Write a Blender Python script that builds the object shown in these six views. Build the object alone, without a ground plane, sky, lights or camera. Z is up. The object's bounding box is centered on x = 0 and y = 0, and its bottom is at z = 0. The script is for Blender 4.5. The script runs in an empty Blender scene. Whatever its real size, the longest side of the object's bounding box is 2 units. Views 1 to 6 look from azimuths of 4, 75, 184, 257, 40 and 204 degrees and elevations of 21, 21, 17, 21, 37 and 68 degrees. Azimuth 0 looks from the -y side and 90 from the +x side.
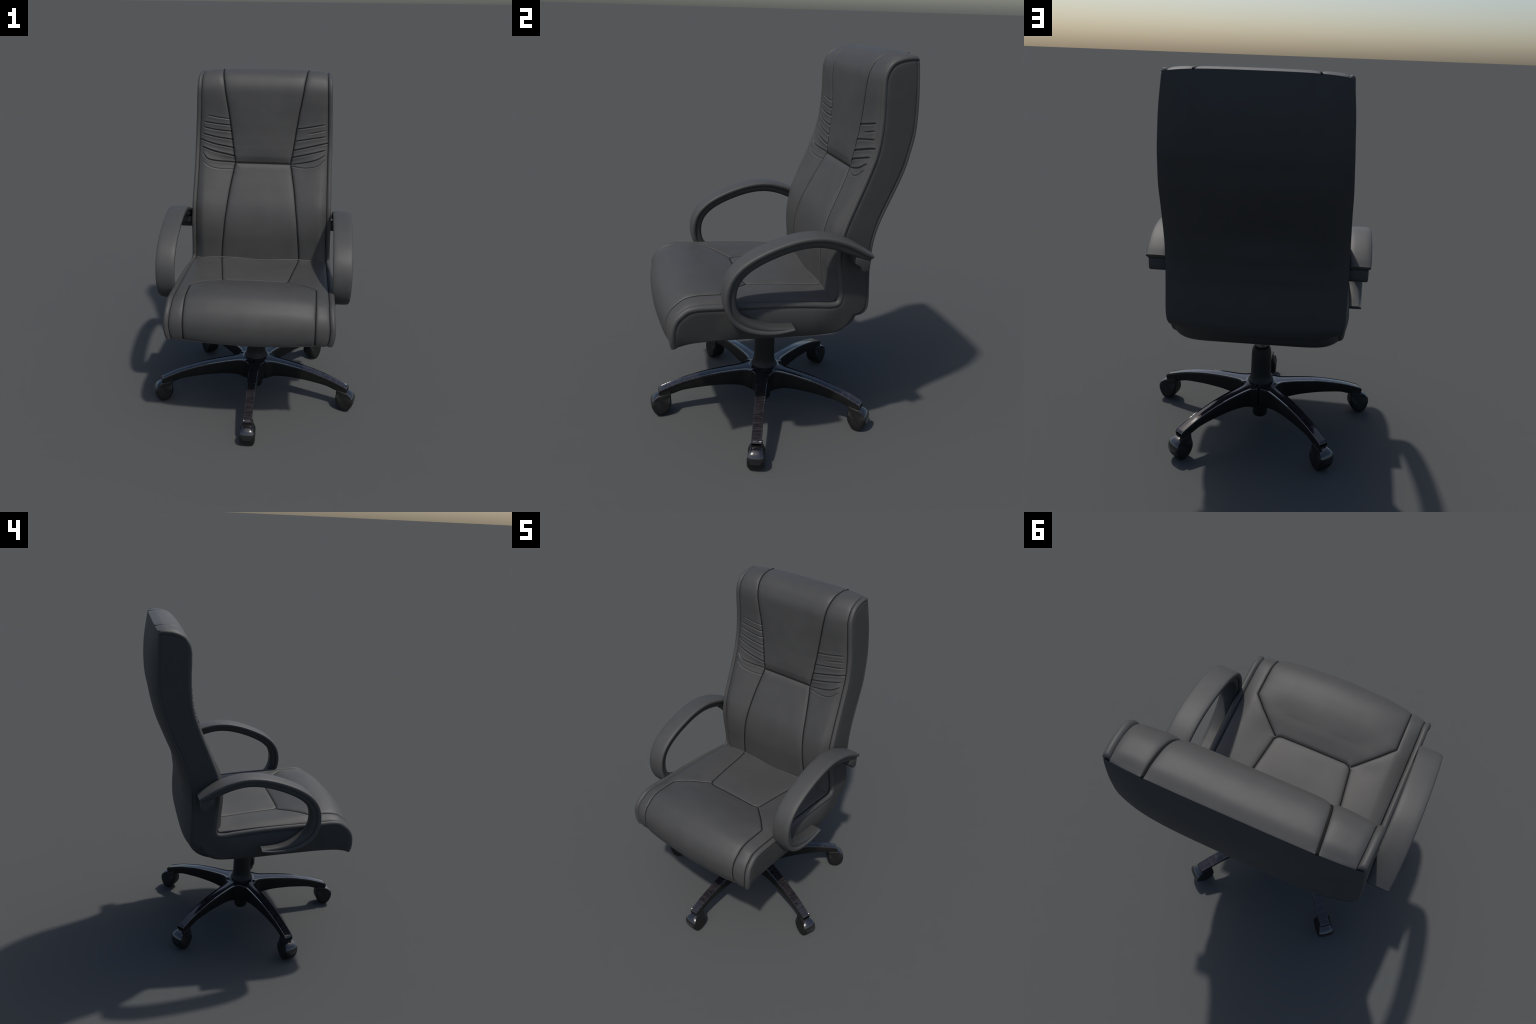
# Executive office chair: padded high back and seat with seams, piping and
# pleats, two loop armrests, gas column and five-legged base on casters.
import bpy, math
import numpy as np
from mathutils import Vector

# ------------------------------------------------------------------ helpers
def pchip(xk, yk, x):
    """monotone cubic interpolation"""
    xk = np.asarray(xk, float); yk = np.asarray(yk, float); x = np.asarray(x, float)
    h = np.diff(xk); d = np.diff(yk) / h
    m = np.zeros_like(yk)
    m[0] = d[0]; m[-1] = d[-1]
    for i in range(1, len(xk) - 1):
        if d[i-1] * d[i] > 0:
            w1 = 2*h[i] + h[i-1]; w2 = h[i] + 2*h[i-1]
            m[i] = (w1 + w2) / (w1/d[i-1] + w2/d[i])
    xc = np.clip(x, xk[0], xk[-1])
    i = np.clip(np.searchsorted(xk, xc) - 1, 0, len(xk) - 2)
    t = (xc - xk[i]) / h[i]
    return ((1+2*t)*(1-t)**2*yk[i] + t*(1-t)**2*h[i]*m[i]
            + t*t*(3-2*t)*yk[i+1] + t*t*(t-1)*h[i]*m[i+1])

def smooth(a, b, x):
    t = np.clip((x - a) / (b - a), 0, 1)
    return t*t*(3 - 2*t)

class Path:
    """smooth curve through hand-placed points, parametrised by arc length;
    columns beyond the second are carried along"""
    def __init__(self, pts, dense=24):
        P = np.array(pts, float)
        n = len(P)
        T = np.zeros(n)
        T[1:] = np.cumsum(np.sqrt(np.linalg.norm(np.diff(P[:, :2], axis=0), axis=1)))
        M = np.zeros_like(P)
        M[0] = (P[1]-P[0])/(T[1]-T[0]); M[-1] = (P[-1]-P[-2])/(T[-1]-T[-2])
        for i in range(1, n-1):
            a = (P[i]-P[i-1])/(T[i]-T[i-1]); b = (P[i+1]-P[i])/(T[i+1]-T[i])
            w = (T[i]-T[i-1])/(T[i+1]-T[i-1])
            M[i] = a*(1-w) + b*w
        out, idx = [], []
        for i in range(n-1):
            h = T[i+1]-T[i]
            for k in range(dense):
                t = k/dense
                out.append((1+2*t)*(1-t)**2*P[i] + t*(1-t)**2*h*M[i] + t*t*(3-2*t)*P[i+1] + t*t*(t-1)*h*M[i+1])
                idx.append(i+t)
        out.append(P[-1]); idx.append(n-1.0)
        self.D = np.array(out); self.idx = np.array(idx)
        self.S = np.concatenate([[0], np.cumsum(np.linalg.norm(np.diff(self.D[:, :2], axis=0), axis=1))])
        self.L = self.S[-1]
    def at(self, s):
        s = np.asarray(s, float)
        return np.stack([np.interp(s, self.S, self.D[:, c]) for c in range(self.D.shape[1])], -1)
    def tan(self, s, e=.004):
        s = np.asarray(s, float)
        d = self.at(np.clip(s+e, 0, self.L))[..., :2] - self.at(np.clip(s-e, 0, self.L))[..., :2]
        return d / np.linalg.norm(d, axis=-1, keepdims=True)
    def index(self, s):
        return np.interp(s, self.S, self.idx)
    def s_of(self, index):
        return np.interp(index, self.idx, self.S)

def new_mesh(name, verts, faces, mat, parent=None, smooth_shade=True, angle=None):
    me = bpy.data.meshes.new(name)
    me.from_pydata([tuple(map(float, v)) for v in verts], [], [tuple(map(int, f)) for f in faces])
    me.validate(); me.update()
    if smooth_shade:
        me.shade_smooth()
        if angle: me.set_sharp_from_angle(angle=math.radians(angle))
    me.materials.append(mat)
    ob = bpy.data.objects.new(name, me)
    bpy.context.collection.objects.link(ob)
    if parent: ob.parent = parent
    return ob

def grid_faces(nr, nc, flip=False, close=False):
    r, c = np.meshgrid(np.arange(nr-1), np.arange(nc if close else nc-1), indexing='ij')
    a = r*nc + c; b = r*nc + (c+1) % nc; d = (r+1)*nc + c; e = (r+1)*nc + (c+1) % nc
    f = np.stack([a, b, e, d] if not flip else [a, d, e, b], -1).reshape(-1, 4)
    return f

def tube(name, pts, rad, mat, parent, seg=8, up=None):
    """round cord along points; rad scalar or per point"""
    P = np.asarray(pts, float); n = len(P)
    rad = np.broadcast_to(np.asarray(rad, float), (n,))
    T = np.gradient(P, axis=0); T /= np.linalg.norm(T, axis=1, keepdims=True)
    ref = np.array([0.31, .77, .55])
    A = np.cross(T, ref); A /= np.linalg.norm(A, axis=1, keepdims=True)
    B = np.cross(T, A)
    ang = np.linspace(0, 2*np.pi, seg, endpoint=False)
    V = P[:, None] + rad[:, None, None]*(A[:, None]*np.cos(ang)[None, :, None] + B[:, None]*np.sin(ang)[None, :, None])
    V = V.reshape(-1, 3)
    F = [tuple(f) for f in grid_faces(n, seg, close=True)]
    F += [tuple(range(seg))[::-1], tuple(range((n-1)*seg, n*seg))]
    return new_mesh(name, V, F, mat, parent)

def lathe(name, prof, mat, parent, seg=64):
    """(radius, z) profile turned round the z axis"""
    n = len(prof); a = np.linspace(0, 2*np.pi, seg, endpoint=False)
    V = [(r*math.cos(t), r*math.sin(t), z) for r, z in prof for t in a]
    F = [tuple(f) for f in grid_faces(n, seg, close=True)]
    F += [tuple(range(seg))[::-1], tuple(range((n-1)*seg, n*seg))]
    return new_mesh(name, V, F, mat, parent, angle=40)

def poly_dist(x, s, poly):
    """distance from points (x, s) to a polyline"""
    best = np.full(x.shape, 9.0)
    for (ax, ay), (bx, by) in zip(poly[:-1], poly[1:]):
        dx, dy = bx-ax, by-ay
        t = np.clip(((x-ax)*dx + (s-ay)*dy) / (dx*dx+dy*dy+1e-12), 0, 1)
        best = np.minimum(best, np.hypot(x-ax-t*dx, s-ay-t*dy))
    return best

# ---------------------------------------------------------------- materials
def material(name, colour, rough, spec=.5, noise=0.0, noise_scale=30., bump=0.0, bump_scale=400., metallic=0., coat=0., coat_rough=.1):
    m = bpy.data.materials.new(name); m.use_nodes = True
    nt = m.node_tree; b = nt.nodes['Principled BSDF']
    b.inputs['Roughness'].default_value = rough
    b.inputs['Specular IOR Level'].default_value = spec
    b.inputs['Metallic'].default_value = metallic
    b.inputs['Coat Weight'].default_value = coat
    b.inputs['Coat Roughness'].default_value = coat_rough
    co = nt.nodes.new('ShaderNodeTexCoord')
    if noise:
        n = nt.nodes.new('ShaderNodeTexNoise'); n.inputs['Scale'].default_value = noise_scale
        n.inputs['Detail'].default_value = 5
        nt.links.new(co.outputs['Object'], n.inputs['Vector'])
        r = nt.nodes.new('ShaderNodeValToRGB')
        r.color_ramp.elements[0].position = .3; r.color_ramp.elements[1].position = .7
        r.color_ramp.elements[0].color = tuple(c*(1-noise) for c in colour) + (1,)
        r.color_ramp.elements[1].color = tuple(c*(1+noise) for c in colour) + (1,)
        nt.links.new(n.outputs['Fac'], r.inputs['Fac'])
        nt.links.new(r.outputs['Color'], b.inputs['Base Color'])
    else:
        b.inputs['Base Color'].default_value = tuple(colour) + (1,)
    if bump:
        v = nt.nodes.new('ShaderNodeTexNoise'); v.inputs['Scale'].default_value = bump_scale
        v.inputs['Detail'].default_value = 3
        nt.links.new(co.outputs['Object'], v.inputs['Vector'])
        bp = nt.nodes.new('ShaderNodeBump'); bp.inputs['Strength'].default_value = bump
        bp.inputs['Distance'].default_value = .002
        nt.links.new(v.outputs['Fac'], bp.inputs['Height'])
        nt.links.new(bp.outputs['Normal'], b.inputs['Normal'])
    return m

LEATHER = material('grey_leather', (.056, .0553, .0543), .57, .36, noise=.05, noise_scale=14, bump=.06, bump_scale=350)
SHADED_LEATHER = material('shaded_leather', (.039, .039, .0385), .57, .36, noise=.05, noise_scale=14, bump=.06, bump_scale=350)  # same leather as the faces, with shade of sides and rear in its colour
THREAD_GAP_SHADE = material('thread_and_gap_shade', (.012, .012, .012), .9, .1)  # seam thread, and the painted shade in the piping gap
ARM_PLASTIC = material('armrest_plastic', (.056, .0555, .0545), .58, .42, noise=.04, noise_scale=20, bump=.04, bump_scale=300)
ARM_FRAME = material('armrest_frame', (.042, .042, .0415), .58, .42)
BLACK = material('black_plastic', (.0105, .0103, .0098), .5, .28, noise=.15, noise_scale=60)
COLUMN = material('column_paint', (.014, .014, .0135), .5, .3, noise=.1, noise_scale=40)
STEEL = material('steel_rod', (.25, .25, .25), .3, .5, metallic=1)
GLOSS = material('glossy_black', (.010, .010, .012), .16, .6, coat=1., coat_rough=.08)

def leg_top_material():
    """polished black metal with streaky reflections painted into its colour"""
    m = material('polished_leg', (.02, .02, .024), .14, .2, metallic=0, coat=.9, coat_rough=.07)
    nt = m.node_tree; b = nt.nodes['Principled BSDF']
    co = nt.nodes.new('ShaderNodeTexCoord')
    mp = nt.nodes.new('ShaderNodeMapping'); mp.inputs['Scale'].default_value = (60, 6, 6)
    n = nt.nodes.new('ShaderNodeTexNoise'); n.inputs['Scale'].default_value = 3; n.inputs['Detail'].default_value = 4
    nt.links.new(co.outputs['Object'], mp.inputs['Vector']); nt.links.new(mp.outputs['Vector'], n.inputs['Vector'])
    r = nt.nodes.new('ShaderNodeValToRGB')
    r.color_ramp.elements[0].position = .38; r.color_ramp.elements[1].position = .66
    r.color_ramp.elements[0].color = (.008, .008, .010, 1); r.color_ramp.elements[1].color = (.035, .030, .034, 1)  # streak tones imitate broken reflections in the base colour
    nt.links.new(n.outputs['Fac'], r.inputs['Fac']); nt.links.new(r.outputs['Color'], b.inputs['Base Color'])
    bp = nt.nodes.new('ShaderNodeBump'); bp.inputs['Strength'].default_value = .12; bp.inputs['Distance'].default_value = .002
    nt.links.new(n.outputs['Fac'], bp.inputs['Height']); nt.links.new(bp.outputs['Normal'], b.inputs['Normal'])
    nt.links.new(bp.outputs['Normal'], b.inputs['Coat Normal'])
    return m
LEG_TOP = leg_top_material()

# --------------------------------------------------------------- top object
chair = bpy.data.objects.new('office_chair', None)
bpy.context.collection.objects.link(chair)
chair['label'] = 'high-back grey leather executive office chair on casters'
chair['category'] = 'office chair'

# ------------------------------------------------ side edge curves (y, z, half width)
BACK_EDGE = [(.288,.760,.449),(.289,.840,.448),(.283,.916,.446),(.272,1.00,.444),(.269,1.075,.443),
 (.281,1.16,.441),(.320,1.268,.438),(.373,1.399,.435),(.400,1.473,.434),(.415,1.518,.434),(.430,1.587,.432),
 (.438,1.671,.429),(.439,1.745,.425),(.437,1.822,.422),(.438,1.88,.419),(.448,1.912,.418),(.469,1.940,.416),
 (.505,1.956,.414),(.550,1.963,.412),(.588,1.963,.410)]
SEAT_EDGE = [(-.538,.651,.460),(-.544,.677,.466),(-.545,.720,.471),(-.540,.756,.470),(-.524,.788,.467),
 (-.496,.813,.464),(-.473,.827,.463),(-.434,.833,.463),(-.384,.832,.463),(-.317,.829,.463),(-.020,.815,.459),
 (.149,.799,.457),(.249,.789,.455),(.34,.782,.452)]
PIPE_EDGE = SEAT_EDGE[:12] + [(.235,.790,.455),(.272,.798,.452),(.288,.826,.449),(.287,.870,.447)] + BACK_EDGE[2:]
EB, ES, EP = Path(BACK_EDGE), Path(SEAT_EDGE), Path(PIPE_EDGE)

def table(rows):
    """rows of (edge index, value...) -> interpolator over edge index"""
    R = np.array(rows, float)
    return lambda i: [pchip(R[:, 0], R[:, c], i) for c in range(1, R.shape[1])]

# face height above the side edge: (edge index, at centre, at seam, at bolster)
back_height = table([(0,.048,.043,.046),(1,.050,.045,.046),(2,.047,.043,.043),(3,.037,.036,.039),(4,.026,.026,.034),(5,.018,.015,.029),
 (6,.009,.007,.021),(7,-.002,-.002,.017),(7.4,-.004,-.004,.017),(8,.011,.007,.018),(9,.023,.016,.018),(10,.031,.022,.019),
 (11,.033,.023,.018),(12,.029,.022,.016),(13,.021,.020,.014),(14,.017,.017,.011),(15,.017,.017,.010),(16,.019,.019,.011),(17,.025,.025,.017),(18,.028,.026,.019),(19,.022,.020,.014)])
back_seam_x = table([(0,.252),(1,.250),(2,.246),(3,.238),(4,.231),(5,.220),(6,.206),(7,.183),(7.4,.177),(8,.184),
 (9,.191),(10,.200),(11,.211),(12,.222),(13,.235),(14,.245),(15,.250),(16,.257),(17,.262),(18,.267),(19,.271)])
seat_height = table([(0,.040,.033,.016),(1.5,.051,.044,.028),(3,.056,.049,.031),(5,.060,.053,.031),(7,.062,.056,.036),
 (8,.062,.0565,.037),(8.5,.0595,.054,.0375),(9,.0545,.049,.038),(9.2,.0455,.039,.037),(9.4,.032,.027,.035),(9.545,.019,.016,.033),(10,.021,.021,.030),(11,.023,.030,.030),(12,.031,.041,.036),(13,.034,.042,.038)])

S_MID = float(EB.s_of(7.4))                      # level of the horizontal seam
def back_seam(n=140):
    s = np.linspace(0, EB.L, n)
    return list(zip(back_seam_x(EB.index(s))[0], s))
BACK_SEAM = back_seam()
MID_SEAM = [(0, S_MID), (float(back_seam_x(7.4)[0]), S_MID)]

def y_to_s(y):                                   # flat part of the seat
    k = ES.S > ES.s_of(7)
    return float(np.interp(y, ES.D[k, 0], ES.S[k]))
FRONT_SEAM = [(.362, 0), (.362, y_to_s(-.31)), (.30, y_to_s(-.245)), (.196, y_to_s(-.15))]
PANEL_FRONT = [(0, y_to_s(-.158)), (.165, y_to_s(-.158)), (.186, y_to_s(-.150)), (.198, y_to_s(-.132))]
PANEL_SIDE = [(.198, y_to_s(-.132)), (.252, y_to_s(.25)), (.262, ES.L)]

# pleats on the bolsters: control points (x, height)
PLEATS = [
 ([(-.351,1.725),(-.286,1.715),(-.218,1.707)], .5), ([(-.38,1.685),(-.302,1.675),(-.211,1.666)], .8),
 ([(-.38,1.650),(-.302,1.636),(-.204,1.627)], .8), ([(-.387,1.609),(-.302,1.589),(-.197,1.575)], 1.),
 ([(-.404,1.574),(-.318,1.546),(-.190,1.523)], 1.1), ([(-.392,1.525),(-.317,1.499),(-.185,1.474)], 1.4),
 ([(-.383,1.480),(-.356,1.452),(-.30,1.441),(-.184,1.438)], 1.1), ([(-.382,1.431),(-.338,1.405),(-.281,1.394),(-.189,1.395)], .35),
 ([(.381,1.682),(.297,1.666),(.214,1.652)], .8), ([(.383,1.645),(.321,1.631),(.26,1.618)], .5),
 ([(.389,1.606),(.30,1.591),(.205,1.574)], .8), ([(.406,1.567),(.302,1.541),(.194,1.516)], 1.1),
 ([(.39,1.520),(.29,1.494),(.189,1.474)], 1.), ([(.389,1.488),(.348,1.464),(.292,1.448),(.188,1.433)], .9),
 ([(.388,1.457),(.35,1.426),(.294,1.412),(.246,1.412),(.189,1.421)], .5)]
def z_to_s(z):
    k = EB.S < EB.s_of(15)
    return np.interp(z, EB.D[k, 1], EB.S[k])
PLEAT_LINES = []
for pts, depth in PLEATS:
    p = Path(pts); q = p.at(np.linspace(0, p.L, 14))
    PLEAT_LINES.append(([(x, float(z_to_s(z - .006))) for x, z in q], depth))

def cross(x, s, E, heights, seam_x, bol_x, groove, groove_h):
    """face height for one row (scalar s, array of |x|)"""
    i = float(E.index(s)); W = float(E.at(s)[2])
    taps = E.index(np.clip(s + np.linspace(-.03, .03, 7), 0, E.L)) if heights is seat_height else i
    c, m, b = [float(np.mean(v)) for v in heights(taps)]
    sx = float(seam_x(i)[0]) if callable(seam_x) else seam_x
    xe = W - groove
    kx = [-sx, 0, sx, bol_x, xe]; ky = [m, c, m, b, groove_h(i)]
    if abs(c-m) < 1e-6: ky[1] = m + 1e-6
    return pchip(kx, ky, x) - .006*np.exp(-np.clip(xe-x, 0, None)/.009)

def back_point(X, s):
    """surface of the backrest face for row s, array X of x"""
    ax = np.abs(X); S = np.full_like(ax, s)
    h = cross(ax, s, EB, back_height, back_seam_x, .365, .026, lambda i: .008 + .012*float(smooth(2.5, 0, i)) + .008*float(smooth(16, 18, i)))
    d = np.minimum(poly_dist(ax, S, BACK_NEAR(s)), poly_dist(ax, S, MID_SEAM))
    h = h + (.010 - .005*float(smooth(EB.s_of(16), EB.L, s)))*(1-np.exp(-d/.016)) - .0035*np.exp(-(d/.0045)**2)
    # the lumbar pad stands proud just below the horizontal seam
    inside = ax < np.interp(s, [q[1] for q in BACK_SEAM], [q[0] for q in BACK_SEAM])
    below = max(0., S_MID - s)
    if below > 0:
        h = h + np.where(inside, .003*(1-math.exp(-below/.012))*math.exp(-below/.10), 0)*np.clip(d/.02, 0, 1)
    zc = float(EB.at(s)[1])
    if 1.36 < zc < 1.76:
        for line, depth in PLEAT_LINES:
            lo = min(q[1] for q in line) - .03; hi = max(q[1] for q in line) + .03
            if not lo < s < hi: continue
            dd = poly_dist(X, S, line)
            xs_ = [abs(q[0]) for q in line]; lo_x, hi_x = min(xs_), max(xs_)
            fade = smooth(hi_x+.010, hi_x-.012, ax)*(smooth(lo_x-.002, lo_x+.05, ax) if lo_x > .24 else 1)
            h = h + fade*depth*(.0022*np.exp(-(dd/.015)**2) - .0090*np.exp(-(dd/.0038)**2))
    e = EB.at(s); t = EB.tan(s); n = np.array([-t[1], t[0]])
    if n[0] > 0 and s < EB.s_of(16): n = -n
    W = e[2]; u = np.clip(ax/W, 0, 1)
    bow = .013*(1-u**2)*float(smooth(EB.s_of(17), EB.L, s))
    P = np.stack([X, e[0]+n[0]*h+bow*t[0], e[1]+n[1]*h+bow*t[1]], -1)
    if s > EB.L-.03:                 # the crown rolls over into the rim of the rear cover
        f = 1-math.sqrt(max(0., 1-((s-EB.L+.03)/.03)**2))
        P = P*(1-f) + top_rim(X)*f
    return P
def top_rim(X):
    q = SP.at(SP.L); W = q[2]-float(edge_round(SP.L)); u = np.clip(np.abs(X)/W, 0, 1)
    k = .8*(1-u**5) + .2*(1-u*u)
    return np.stack([X, q[0]+q[3]*k, q[1]+q[4]*k], -1)
def BACK_NEAR(s):
    return [q for q in BACK_SEAM if abs(q[1]-s) < .09]

def seat_point(X, s):
    ax = np.abs(X); S = np.full_like(ax, s)
    h = cross(ax, s, ES, seat_height, .20, .36, .031, lambda i: .017 + .008*float(smooth(9, 12, i)))
    d = np.minimum(np.minimum(poly_dist(ax, S, FRONT_SEAM), poly_dist(ax, S, PANEL_FRONT)), poly_dist(ax, S, PANEL_SIDE))
    h = h + .007*(1-np.exp(-d/.014)) - .0035*np.exp(-(d/.0045)**2)
    e = ES.at(s); t = ES.tan(s, .012); n = np.array([-t[1], t[0]])
    return np.stack([X, e[0]+n[0]*h, e[1]+n[1]*h], -1)

def face_grid(E, fn, rows, ncol, groove):
    V = []; U = np.linspace(-1, 1, ncol)
    for s in rows:
        W = float(E.at(s)[2]) - groove
        P = fn(U*W, s); e = E.at(s); t = E.tan(s, .012); n = np.array([-t[1], t[0]])
        ends = [np.array([sg*(W+.004), e[0]-.004*n[0], e[1]-.004*n[1]]) for sg in (-1, 1)]
        V.append(np.vstack([ends[0], P, ends[1]]))
    return np.array(V)

def split_grid(V, rows, classify, specs, parent, mat):
    """separate one grid into named panels; border vertices coincide"""
    nr, nc, _ = V.shape
    F = grid_faces(nr, nc)
    flat = V.reshape(-1, 3)
    # normals of the whole face, given to every panel
    du = np.gradient(V, axis=1); dv = np.gradient(V, axis=0)
    N = np.cross(du, dv).reshape(-1, 3); N /= np.linalg.norm(N, axis=1, keepdims=True)+1e-12
    cx = flat[F].mean(1)[:, 0]; cs = np.asarray(rows)[(F[:, 0]//nc)]
    lab = classify(cx, cs)
    objs = []
    for k, name in specs:
        f = F[lab == k]
        used, inv = np.unique(f, return_inverse=True)
        ob = new_mesh(name, flat[used], inv.reshape(-1, 4), mat, parent)
        ob.data.normals_split_custom_set_from_vertices([tuple(v) for v in N[used]])
        objs.append(ob)
    return objs

# -------------------------------------------------------------- outer shell
# (y, z, half width, centre shift y, centre shift z)
SHELL = [(-.532,.652,.456,-.053,-.007),(-.473,.662,.455,-.01,-.014),(-.374,.664,.455,0,-.018),(-.149,.656,.455,0,-.015),
 (.052,.645,.454,0,-.010),(.204,.641,.452,.004,-.009),(.269,.644,.450,.018,-.013),(.313,.660,.447,.044,-.028),
 (.346,.690,.445,.052,-.034),(.364,.718,.443,.060,-.024),(.405,.731,.443,.039,-.013),(.425,.758,.446,.033,0),
 (.428,.797,.449,.033,0),(.426,.847,.450,.036,0),(.421,.930,.450,.037,0),(.419,.978,.450,.038,0),(.421,1.017,.449,.041,0),
 (.423,1.082,.449,.049,0),(.433,1.145,.448,.059,0),(.456,1.223,.447,.060,0),(.520,1.371,.443,.047,.006),(.559,1.471,.442,.044,.006),
 (.583,1.562,.438,.038,.004),(.597,1.631,.435,.037,0),(.602,1.707,.431,.037,0),(.600,1.822,.425,.035,0),(.595,1.927,.414,.021,.006),(.590,1.970,.410,.014,.018)]
SP = Path(SHELL)
S_KINK = float(SP.s_of(9.0))
def edge_round(s):
    """radius of the rounded rim between side panel and shell"""
    i = SP.index(s)
    return np.interp(i, [0, 2, 4, 7, 9, 10.5, 12, 27], [.006, .010, .018, .024, .024, .016, .008, .005])

def shell_grid(s0, s1, n, ncol=61):
    V = []; U = np.linspace(-1, 1, ncol); U = np.sign(U)*(1-(1-np.abs(U))**1.4)
    for s in np.linspace(s0, s1, n):
        q = SP.at(s); r = float(edge_round(s)); W = q[2] - r
        k = .8*(1-np.abs(U)**5) + .2*(1-U*U)
        f = float(smooth(S_KINK+.06, S_KINK-.02, s)*smooth(SP.s_of(2), SP.s_of(4), s))
        k = k*(1-f) + f*(1-np.abs(U)**9)
        k = k - .40*(1-U*U)**2*math.exp(-((q[1]-1.24)/.11)**2)
        V.append(np.stack([U*W, q[0]+q[3]*k, q[1]+q[4]*k], -1))
    return np.array(V)

backrest_v = shell_grid(S_KINK, SP.L, 260)
seat_v = shell_grid(0, S_KINK, 160)
backrest = new_mesh('backrest', backrest_v.reshape(-1, 3), grid_faces(260, 61, flip=True), SHADED_LEATHER, chair)
seat = new_mesh('seat', seat_v.reshape(-1, 3), grid_faces(160, 61, flip=True), SHADED_LEATHER, chair)

# -------------------------------------------------------------- front faces
zfine = lambda a, b, step: list(np.arange(a, b, step))
rows_b = zfine(0, z_to_s(1.36), .005) + zfine(float(z_to_s(1.36)), float(z_to_s(1.745)), .0016) + zfine(float(z_to_s(1.745)), EB.L, .004) + [EB.L]
VB = face_grid(EB, back_point, rows_b, 331, .026)
def class_back(x, s):
    ax = np.abs(x); xs = np.interp(s, [q[1] for q in BACK_SEAM], [q[0] for q in BACK_SEAM])
    lab = np.where(x < 0, 2, 3)
    lab = np.where((ax < xs) & (s >= S_MID), 0, lab)
    return np.where((ax < xs) & (s < S_MID), 1, lab)
split_grid(VB, rows_b, class_back, [(0, 'head_panel'), (1, 'lumbar_panel'), (2, 'bolster'), (3, 'bolster')], backrest, LEATHER)

rows_s = zfine(0, ES.L, .004) + [ES.L]
VS = face_grid(ES, seat_point, rows_s, 271, .031)
def class_seat(x, s):
    ax = np.abs(x)
    sd = np.array([q[1] for q in FRONT_SEAM]); xd = np.array([q[0] for q in FRONT_SEAM])
    front = (s < y_to_s(-.158)) & (ax < np.interp(s, sd, xd))
    xp = np.interp(s, [q[1] for q in PANEL_SIDE], [q[0] for q in PANEL_SIDE])
    centre = (s >= y_to_s(-.158)) & (ax < xp)
    return np.where(front, 1, np.where(centre, 0, np.where(x < 0, 2, 3)))
split_grid(VS, rows_s, class_seat, [(0, 'seat_panel'), (1, 'front_panel'), (2, 'seat_side'), (3, 'seat_side')], seat, LEATHER)

def fn_normal(fn, x, s, e=.03):
    s = float(np.clip(s, .005, (EB if fn is back_point else ES).L-.005))
    a = fn(np.array([x, x+e, x-e]), s); b = fn(np.array([x]), s+.004)[0]-fn(np.array([x]), s-.004)[0]
    n = np.cross(a[1]-a[2], b)
    return n/np.linalg.norm(n)

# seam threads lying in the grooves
def seam(poly, fn, parent, sign, n=120, r=.0042, s_range=None):
    P = np.array(poly); L = np.concatenate([[0], np.cumsum(np.linalg.norm(np.diff(P, axis=0), axis=1))])
    q = np.linspace(0, L[-1], n)
    x = np.interp(q, L, P[:, 0])*sign; s = np.interp(q, L, P[:, 1])
    pts = np.array([fn(np.array([a]), b)[0] for a, b in zip(x, s)])
    pts = pts + .0010*np.array([fn_normal(fn, a, b) for a, b in zip(x, s)])
    return tube('seam', pts, r, THREAD_GAP_SHADE, parent)
for sg in (-1, 1):
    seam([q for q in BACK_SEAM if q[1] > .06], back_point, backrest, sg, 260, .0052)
    seam(FRONT_SEAM, seat_point, seat, sg, 120, .0038)
    seam(PANEL_SIDE[:2], seat_point, seat, sg, 60, .0038)
w = MID_SEAM[1][0]
seam([(-w, S_MID), (w, S_MID)], back_point, backrest, 1, 40, .0058)
front = [(-x, s) for x, s in PANEL_FRONT[::-1]] + PANEL_FRONT[1:]
seam(front, seat_point, seat, 1, 80, .0038)

for sg in (-1, 1):                    # dark cord added as the shade in the gap beside the piping
    sp = np.linspace(0, EP.L-.012, 300); q = EP.at(sp); t = EP.tan(sp, .010); wd = np.interp(EP.index(sp), [0, 9, 13, 16], [1.18, 1.18, 1.08, 1.0])
    hh = np.interp(EP.index(sp), [0, 11, 15, 17], [.0125, .0125, .010, .0075])
    tube('seam', np.stack([sg*(q[:, 2]-.0285*wd), q[:, 0]-t[:, 1]*hh, q[:, 1]+t[:, 0]*hh], -1), .0062, THREAD_GAP_SHADE, chair)

# welt cord where the seat meets the back
def crease(n=61):
    pts = []
    sb = np.linspace(.02, .20, 50); ss = np.linspace(y_to_s(.12), ES.L, 40)
    for x in np.linspace(-.425, .425, n):
        X = np.array([x])
        b = np.array([back_point(X, s)[0] for s in sb]); t = np.array([seat_point(X, s)[0] for s in ss])
        zs = np.interp(b[:, 1], t[:, 1], t[:, 2])      # seat height below each back point
        j = int(np.argmin(np.abs(b[:, 2]-zs)))
        pts.append(b[j] + np.array([0, -.0005, .0005]))
    P = np.array(pts)
    k = np.ones(9)/9
    for c in (1, 2):
        pad = np.pad(P[:, c], 4, mode='edge'); P[:, c] = np.convolve(pad, k, 'valid')
    return P
tube('seat_welt', crease(), .0045, LEATHER, seat)

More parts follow.
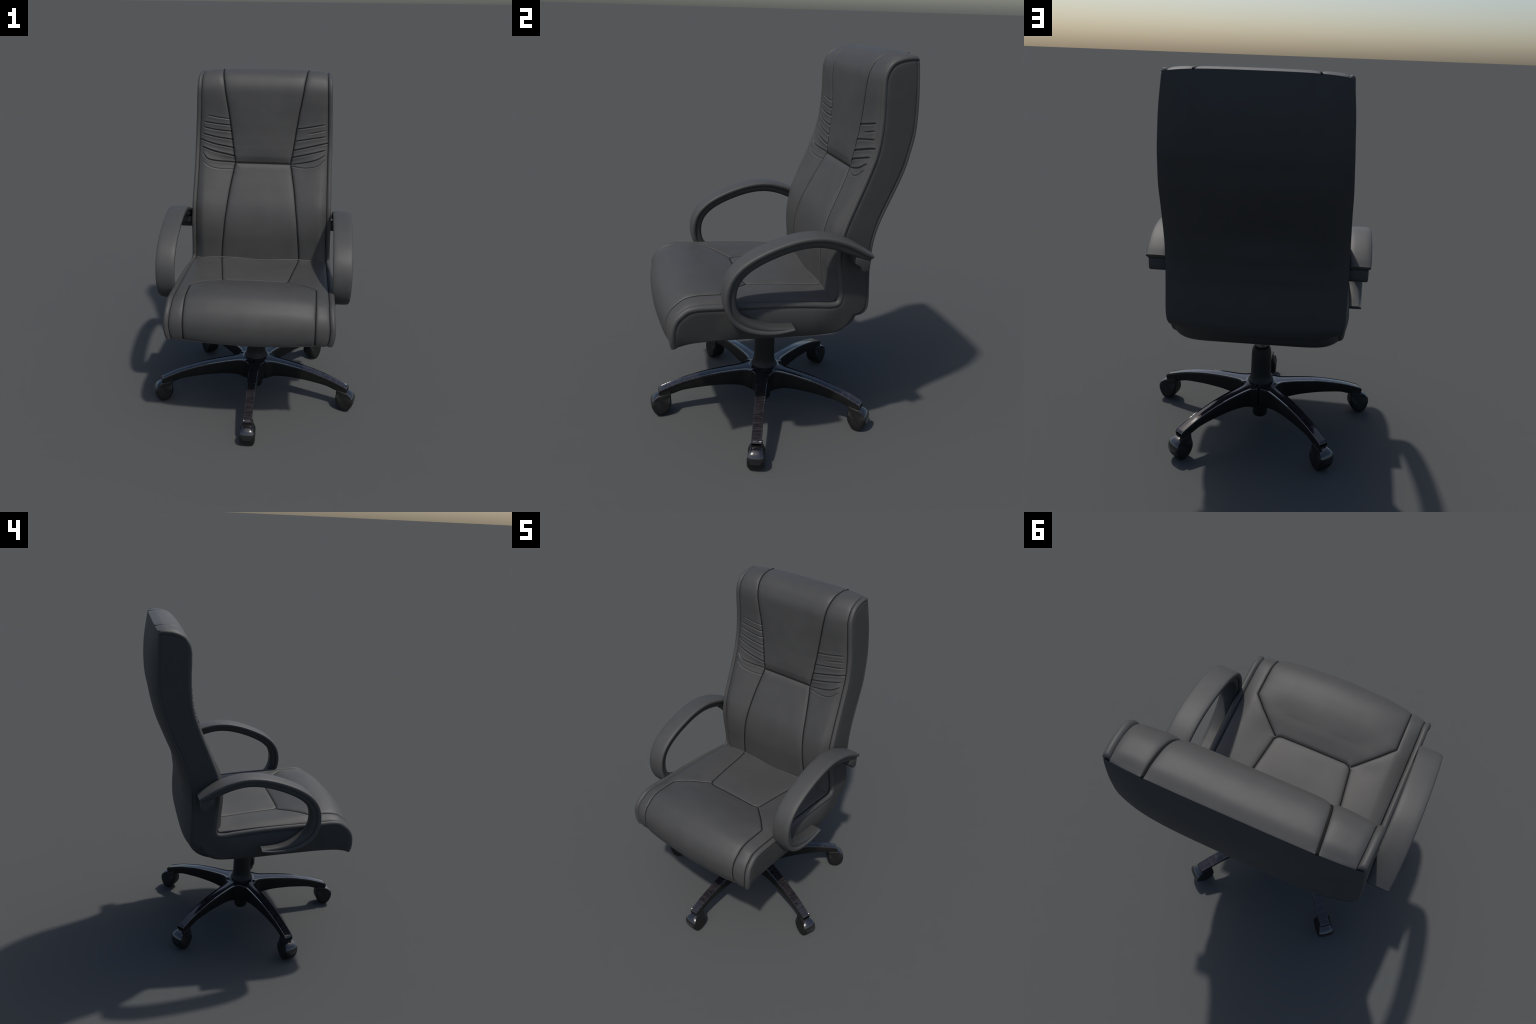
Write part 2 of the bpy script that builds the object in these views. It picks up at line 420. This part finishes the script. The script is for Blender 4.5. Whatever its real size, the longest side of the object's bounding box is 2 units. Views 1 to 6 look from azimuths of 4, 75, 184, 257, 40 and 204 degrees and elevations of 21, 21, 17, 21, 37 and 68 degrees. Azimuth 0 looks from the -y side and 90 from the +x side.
# ------------------------------------------------------------------- piping
PIPE_PROFILE = [(-.004,-.006),(.000,.000),(.0025,.005),(.002,.010),(-.002,.0145),(-.008,.0175),(-.014,.0175),(-.020,.0150),(-.0245,.0105),(-.0275,.004),(-.030,-.004)]
def piping(side):
    s = np.linspace(0, EP.L, 420); q = EP.at(s); t = EP.tan(s, .010)
    idx = EP.index(s); wide = np.interp(idx, [0, 9, 13, 16], [1.18, 1.18, 1.08, 1.0])
    n = np.stack([-t[:, 1], t[:, 0]], -1)
    prof = Path(PIPE_PROFILE); pp = prof.at(np.linspace(0, prof.L, 22))
    V = np.zeros((len(s), len(pp), 3))
    end = np.sqrt(np.clip(1-np.clip((s-EP.L+.014)/.014, 0, 1)**2, 0, 1))
    for j, (dx, h) in enumerate(pp):
        h = (h*np.interp(idx, [0, 11, 15, 17], [1.42, 1.42, 1.3, 1.15]))*end + (1-end)*.004
        V[:, j, 0] = side*(q[:, 2] + dx*wide)
        V[:, j, 1] = q[:, 0] + n[:, 0]*h
        V[:, j, 2] = q[:, 1] + n[:, 1]*h
    F = [tuple(f) for f in grid_faces(len(s), len(pp), flip=side > 0)]
    m = len(pp)
    F += [tuple(range(m)), tuple(range((len(s)-1)*m, len(s)*m))]
    return new_mesh('piping', V.reshape(-1, 3), F, LEATHER, chair, angle=60)

# -------------------------------------------------------------- side panels
def side_panel(side):
    corner = EP.s_of(13.2)
    n1, n2 = 200, 260
    k1 = np.linspace(0, 1, n1, endpoint=False); k2 = np.linspace(0, 1, n2)
    se = np.concatenate([k1*corner, corner + k2*(EP.L-corner)])
    so = np.concatenate([k1*S_KINK, S_KINK + k2*(SP.L-S_KINK)])
    A = EP.at(se); B = SP.at(so); R = edge_round(so)
    v = np.concatenate([np.linspace(0, .7, 15, endpoint=False), 1-.3*(1-np.linspace(0, 1, 22))**1.8])
    V = np.zeros((len(se), len(v), 3))
    for j, t in enumerate(v):
        P = A*(1-t) + B[:, :3]*t
        L = np.linalg.norm(A[:, :2]-B[:, :2], axis=1)
        d = (1-t)*L                                      # distance to the rim
        r = np.minimum(R, L*.9+1e-4)
        c = np.clip((r-d)/r, 0, 1)
        inset = R*(1-np.sqrt(np.clip(1-c*c, 0, 1)))
        low = smooth(-.36, -.22, P[:, 0])*smooth(.30, .12, P[:, 0])*smooth(S_KINK+.01, S_KINK-.06, so)
        puff = (.001 + .020*low)*np.sin(np.pi*np.clip(t, 0, 1))**.8
        tuck = .006*np.exp(-t*L/.006)
        gd = np.where(so > S_KINK, .0035*np.exp(-((d-.016)/.005)**2), 0)   # stitched line near the rear rim
        V[:, j, 0] = side*(P[:, 2] - inset + puff - tuck - gd)
        V[:, j, 1] = P[:, 0]; V[:, j, 2] = P[:, 1]
    return new_mesh('side_panel', V.reshape(-1, 3), grid_faces(len(se), len(v), flip=side < 0), SHADED_LEATHER, chair)
for sd in (-1, 1):
    piping(sd); side_panel(sd)

# ------------------------------------------------------------------ armrests
# loop of the outer rim (y, z, inner x, outer x, cap size, frame depth)
ARM = [(.386,1.080,.452,.554,.75,.6),(.344,1.105,.450,.558,1,.8),(.279,1.141,.449,.560,1,1),(.216,1.166,.449,.561,1,1),(.135,1.184,.449,.561,1,1),
 (.055,1.184,.449,.561,1,1),(-.022,1.170,.449,.561,1,1),(-.100,1.145,.449,.561,1,1),(-.176,1.112,.449,.561,1,1),(-.234,1.076,.449,.561,1,1),
 (-.277,1.033,.449,.561,1,1),(-.303,.983,.450,.561,1,1),(-.313,.922,.451,.561,1,1),(-.305,.860,.452,.560,1,1),(-.279,.806,.453,.558,1,1),
 (-.228,.764,.454,.555,1,.95),(-.165,.738,.454,.552,.9,.8),(-.100,.726,.454,.549,.8,.6),(-.035,.726,.454,.547,.65,.42),(.018,.733,.454,.545,.45,.2)]
AP = Path(ARM)
CAP = [(1.0,.003),(.992,.0075),(.965,.0105),(.92,.0125),(.75,.0140),(.5,.0145),(.25,.0140),(.08,.0125),(.035,.0105),(.008,.0075),(0.,.003),(.01,-.006),(.05,-.011),(.12,-.013)]
CAP_FULL = CAP + [(.88,-.013),(.95,-.011),(.99,-.006)]
FRAME = [(.89,-.010),(.905,-.018),(.90,-.030),(.86,-.040),(.76,-.045),(.24,-.045),(.14,-.040),(.10,-.030),(.095,-.018),(.11,-.010)]
def sweep_arm(name, prof, side, mat, parent, scale_col, shrink=0.):
    s = np.linspace(0, AP.L, 200); q = AP.at(s); t = AP.tan(s, .012)
    n = np.stack([t[:, 1], -t[:, 0]], -1)                # outward from the loop
    n = np.where((n[:, :1]*(q[:, :1]) + n[:, 1:]*(q[:, 1:2]-.95)) < 0, -n, n)
    m = len(prof)
    V = np.zeros((len(s), m, 3))
    for j, (u, h) in enumerate(prof):
        V[:, j, 0] = side*(q[:, 2]*(1-u) + q[:, 3]*u)
        k = q[:, scale_col]
        hh = h*k
        V[:, j, 1] = q[:, 0] + n[:, 0]*hh; V[:, j, 2] = q[:, 1] + n[:, 1]*hh
    F = [tuple(f) for f in grid_faces(len(s), m, close=True, flip=side < 0)]
    F += [tuple(range(m)), tuple(range((len(s)-1)*m, len(s)*m))]
    return new_mesh(name, V.reshape(-1, 3), F, mat, parent, angle=50)
def rounded_profile_block(name, poly, x0, x1, mat, parent, r=.008):
    """prism of a (y, z) outline between two x planes, edges bevelled"""
    n = len(poly)
    V = [(x0, y, z) for y, z in poly] + [(x1, y, z) for y, z in poly]
    F = [tuple(range(n))[::-1], tuple(range(n, 2*n))] + [(i, (i+1) % n, n+(i+1) % n, n+i) for i in range(n)]
    ob = new_mesh(name, V, F, mat, parent)
    import bmesh
    bm = bmesh.new(); bm.from_mesh(ob.data); bmesh.ops.recalc_face_normals(bm, faces=bm.faces)
    bmesh.ops.bevel(bm, geom=bm.edges[:], offset=r, segments=3, affect='EDGES', profile=.5)
    bm.to_mesh(ob.data); bm.free()
    ob.data.shade_smooth(); ob.data.set_sharp_from_angle(angle=math.radians(50))
    return ob
for sd in (-1, 1):
    arm = sweep_arm('armrest', CAP_FULL, sd, ARM_PLASTIC, chair, 4)
    sweep_arm('armrest_frame', FRAME, sd, ARM_FRAME, arm, 5)
    out = [(.300,1.088),(.304,1.045),(.328,1.030),(.338,1.008),(.352,1.002),(.370,1.004),(.377,1.014),(.380,1.066)]
    x0, x1 = (.440, .545) if sd > 0 else (-.545, -.440)
    rounded_profile_block('armrest_bracket', out, x0, x1, ARM_FRAME, arm, .009)

# ------------------------------------------------------- column and star base
mech = [(-.060,.652),(-.060,.580),(-.045,.560),(.045,.560),(.060,.580),(.060,.652)]
rounded_profile_block('tilt_mechanism', mech, -.030, .115, BLACK, seat, .005)
base = bpy.data.objects.new('star_base', None); bpy.context.collection.objects.link(base); base.parent = chair
base.location = (0, .014, 0)
lathe('gas_column', [(.020,.254),(.073,.254),(.0725,.259),(.067,.267),(.061,.280),(.058,.30),(.057,.36),(.056,.42),(.053,.446),(.048,.462),(.040,.468),(.020,.468)], COLUMN, base)
lathe('piston_rod', [(.010,.46),(.034,.46),(.034,.66),(.010,.66)], STEEL, base, 32)
lathe('hub', [(.02,.112),(.066,.112),(.070,.118),(.074,.150),(.078,.225),(.088,.2465),(.085,.2495),(.078,.2545),(.073,.257),(.02,.257)], LEG_TOP, base)
lathe('hub_socket', [(.015,.030),(.034,.030),(.040,.036),(.043,.048),(.043,.13),(.015,.13)], BLACK, base, 40)

LEG_TOPZ = [(.05,.249),(.08,.247),(.15,.243),(.2,.2405),(.317,.230),(.437,.207),(.50,.190),(.56,.169),(.593,.156)]
LEG_BOTZ = [(.05,.110),(.10,.128),(.17,.145),(.25,.153),(.317,.154),(.40,.150),(.461,.144),(.527,.126),(.593,.118)]
def leg_half(r):
    return .0345 - .008*smooth(.1, .5, r) + .030*np.exp(-np.clip(r-.085, 0, None)/.022)
def leg_mesh():
    """leg along +x: body and polished top as separate meshes"""
    r = np.concatenate([np.linspace(.055, .14, 30, endpoint=False), np.linspace(.14, .593, 80)])
    zt = pchip(*zip(*LEG_TOPZ), r); zb = pchip(*zip(*LEG_BOTZ), r)
    w = np.minimum(leg_half(r), r*.735)
    def sweep(prof, grow=0.):
        V = np.zeros((len(r), len(prof), 3))
        for j, (u, k, dz, dw) in enumerate(prof):
            V[:, j, 0] = r; V[:, j, 1] = u*(w+dw+grow*smooth(.125, .095, r)); V[:, j, 2] = zt*(1-k)+zb*k + dz
        return V
    lip = .006
    body = [(1,0,-lip,-.003),(1,.25,0,-.003),(.97,.6,0,-.004),(.93,.93,0,-.005),(.82,1,0,-.004),(-.82,1,0,-.004),(-.93,.93,0,-.005),(-.97,.6,0,-.004),(-1,.25,0,-.003),(-1,0,-lip,-.003)]
    top = [(1,0,-.010,-.002),(1,0,-.006,.0),(.98,0,-.001,.0),(.93,0,.0016,0),(.86,0,.0014,0),(.79,0,-.0006,0),(.6,0,-.0004,0),(.3,0,.0004,0),(0,0,.0008,0),(-.3,0,.0004,0),(-.6,0,-.0004,0),(-.79,0,-.0006,0),(-.86,0,.0014,0),(-.93,0,.0016,0),(-.98,0,-.001,0),(-1,0,-.006,0),(-1,0,-.010,-.002)]
    VB_, VT_ = sweep(body, .007), sweep(top)
    # round the outer end of the top over
    e = np.clip((r-.580)/.013, 0, 1)
    VT_[:, :, 2] -= (.007*(1-np.sqrt(np.clip(1-e*e, 0, 1))))[:, None]
    fb = [tuple(f) for f in grid_faces(len(r), len(body), close=True)] + [tuple(range((len(r)-1)*len(body), len(r)*len(body)))]
    ft = [tuple(f) for f in grid_faces(len(r), len(top), close=True)] + [tuple(range((len(r)-1)*len(top), len(r)*len(top)))]
    return (VB_.reshape(-1, 3), fb), (VT_.reshape(-1, 3), ft)
def caster_meshes():
    """rounded caster under the leg tip: body, and glossy hood over its outer top"""
    # outline in the leg plane (r, z)
    O = Path([(.528,.135),(.527,.100),(.527,.060),(.538,.034),(.558,.012),(.585,.001),(.606,.006),(.624,.028),(.635,.058),(.636,.086),(.626,.106),(.610,.119),(.592,.126)])
    q = O.at(np.linspace(0, O.L, 64)); c = np.array([.580, .075])
    Wd = .044
    ws = np.sin(np.linspace(-np.pi/2, np.pi/2, 25))
    neck = smooth(.080, .126, q[:, 1])
    V = []
    for w in ws:
        k = (1-abs(w)**4.5)**.30
        k = .62 + .38*k if abs(w) < .9999 else .62
        for (a, b), nk in zip(q, neck):
            y = w*Wd*(1-.32*nk)
            V.append((c[0]+(a-c[0])*k, y, max(0., c[1]+(b-c[1])*k) if k > .9 else c[1]+(b-c[1])*k))
    n = len(q)
    F = [tuple(f) for f in grid_faces(len(ws), n, close=True)] + [tuple(range(n))[::-1], tuple(range((len(ws)-1)*n, len(ws)*n))]
    # hood: patch of the outline from the outer flank to the neck, lifted 2 mm
    H = Path([(.6375,.056),(.6390,.086),(.629,.1075),(.612,.1215),(.600,.1265),(.588,.130)])
    hq = H.at(np.linspace(0, H.L, 30))
    us = np.linspace(-1, 1, 21); HV = []
    for i, (a, b) in enumerate(hq):
        f = i/29; wide = .0395*(1-.27*smooth(.45, 1, f))*(.86+.14*smooth(0, .25, f))
        for u in us:
            drop = .008*abs(u)**3
            HV.append((a - drop*(a-c[0])/.065, u*wide, b - drop*(b-c[1])/.065 - .0))
    # underside of the hood, sunk into the body
    m = len(us); nh = len(hq)
    low = [(c[0]+(x-c[0])*.86, y*.97, c[1]+(z-c[1])*.86) for x, y, z in HV]
    HF = [tuple(f) for f in grid_faces(nh, m)] + [tuple(int(v)+nh*m for v in f[::-1]) for f in grid_faces(nh, m)]
    rim = [j for j in range(m)] + [i*m+m-1 for i in range(1, nh)] + [(nh-1)*m+j for j in range(m-2, -1, -1)] + [i*m for i in range(nh-2, 0, -1)]
    HF += [(rim[(i+1) % len(rim)], rim[i], rim[i]+nh*m, rim[(i+1) % len(rim)]+nh*m) for i in range(len(rim))]
    # stem joining leg and caster
    st = [(.531,.150),(.528,.118),(.535,.095),(.580,.100),(.590,.125),(.591,.150)]
    return (V, F), (HV+low, HF), st
(bv, bf), (tv, tf) = leg_mesh()
(cv, cf), (hv, hf), stem = caster_meshes()
LEG_ANGLE = [-90, -17.4, 50.4, 129.6, 197.4]
LEG_REACH = [.605, .618, .592, .592, .616]
proto = None
for i in range(5):
    a = math.radians(LEG_ANGLE[i])
    if proto is None:
        leg = new_mesh('base_leg', bv, bf, BLACK, base, angle=45)
        top = new_mesh('leg_cap', tv, tf, LEG_TOP, leg, angle=45)
        cas = new_mesh('caster', cv, cf, BLACK, leg, angle=60)
        hood = new_mesh('caster_hood', hv, hf, GLOSS, leg, angle=45)
        V = [(x, y*.024, z) for y in (-1, 1) for x, z in stem]
        n = len(stem)
        F = [tuple(range(n)), tuple(range(n, 2*n))[::-1]] + [(i_, n+i_, n+(i_+1) % n, (i_+1) % n) for i_ in range(n)]
        stm = new_mesh('caster_stem', V, F, BLACK, leg, smooth_shade=False)
        proto = (leg, [top, cas, hood, stm])
    else:
        leg = proto[0].copy(); bpy.context.collection.objects.link(leg)
        for ch in proto[1]:
            c2 = ch.copy(); bpy.context.collection.objects.link(c2); c2.parent = leg
    leg.rotation_euler = (0, 0, a)
    leg.scale = (LEG_REACH[i]/.593, 1, 1)
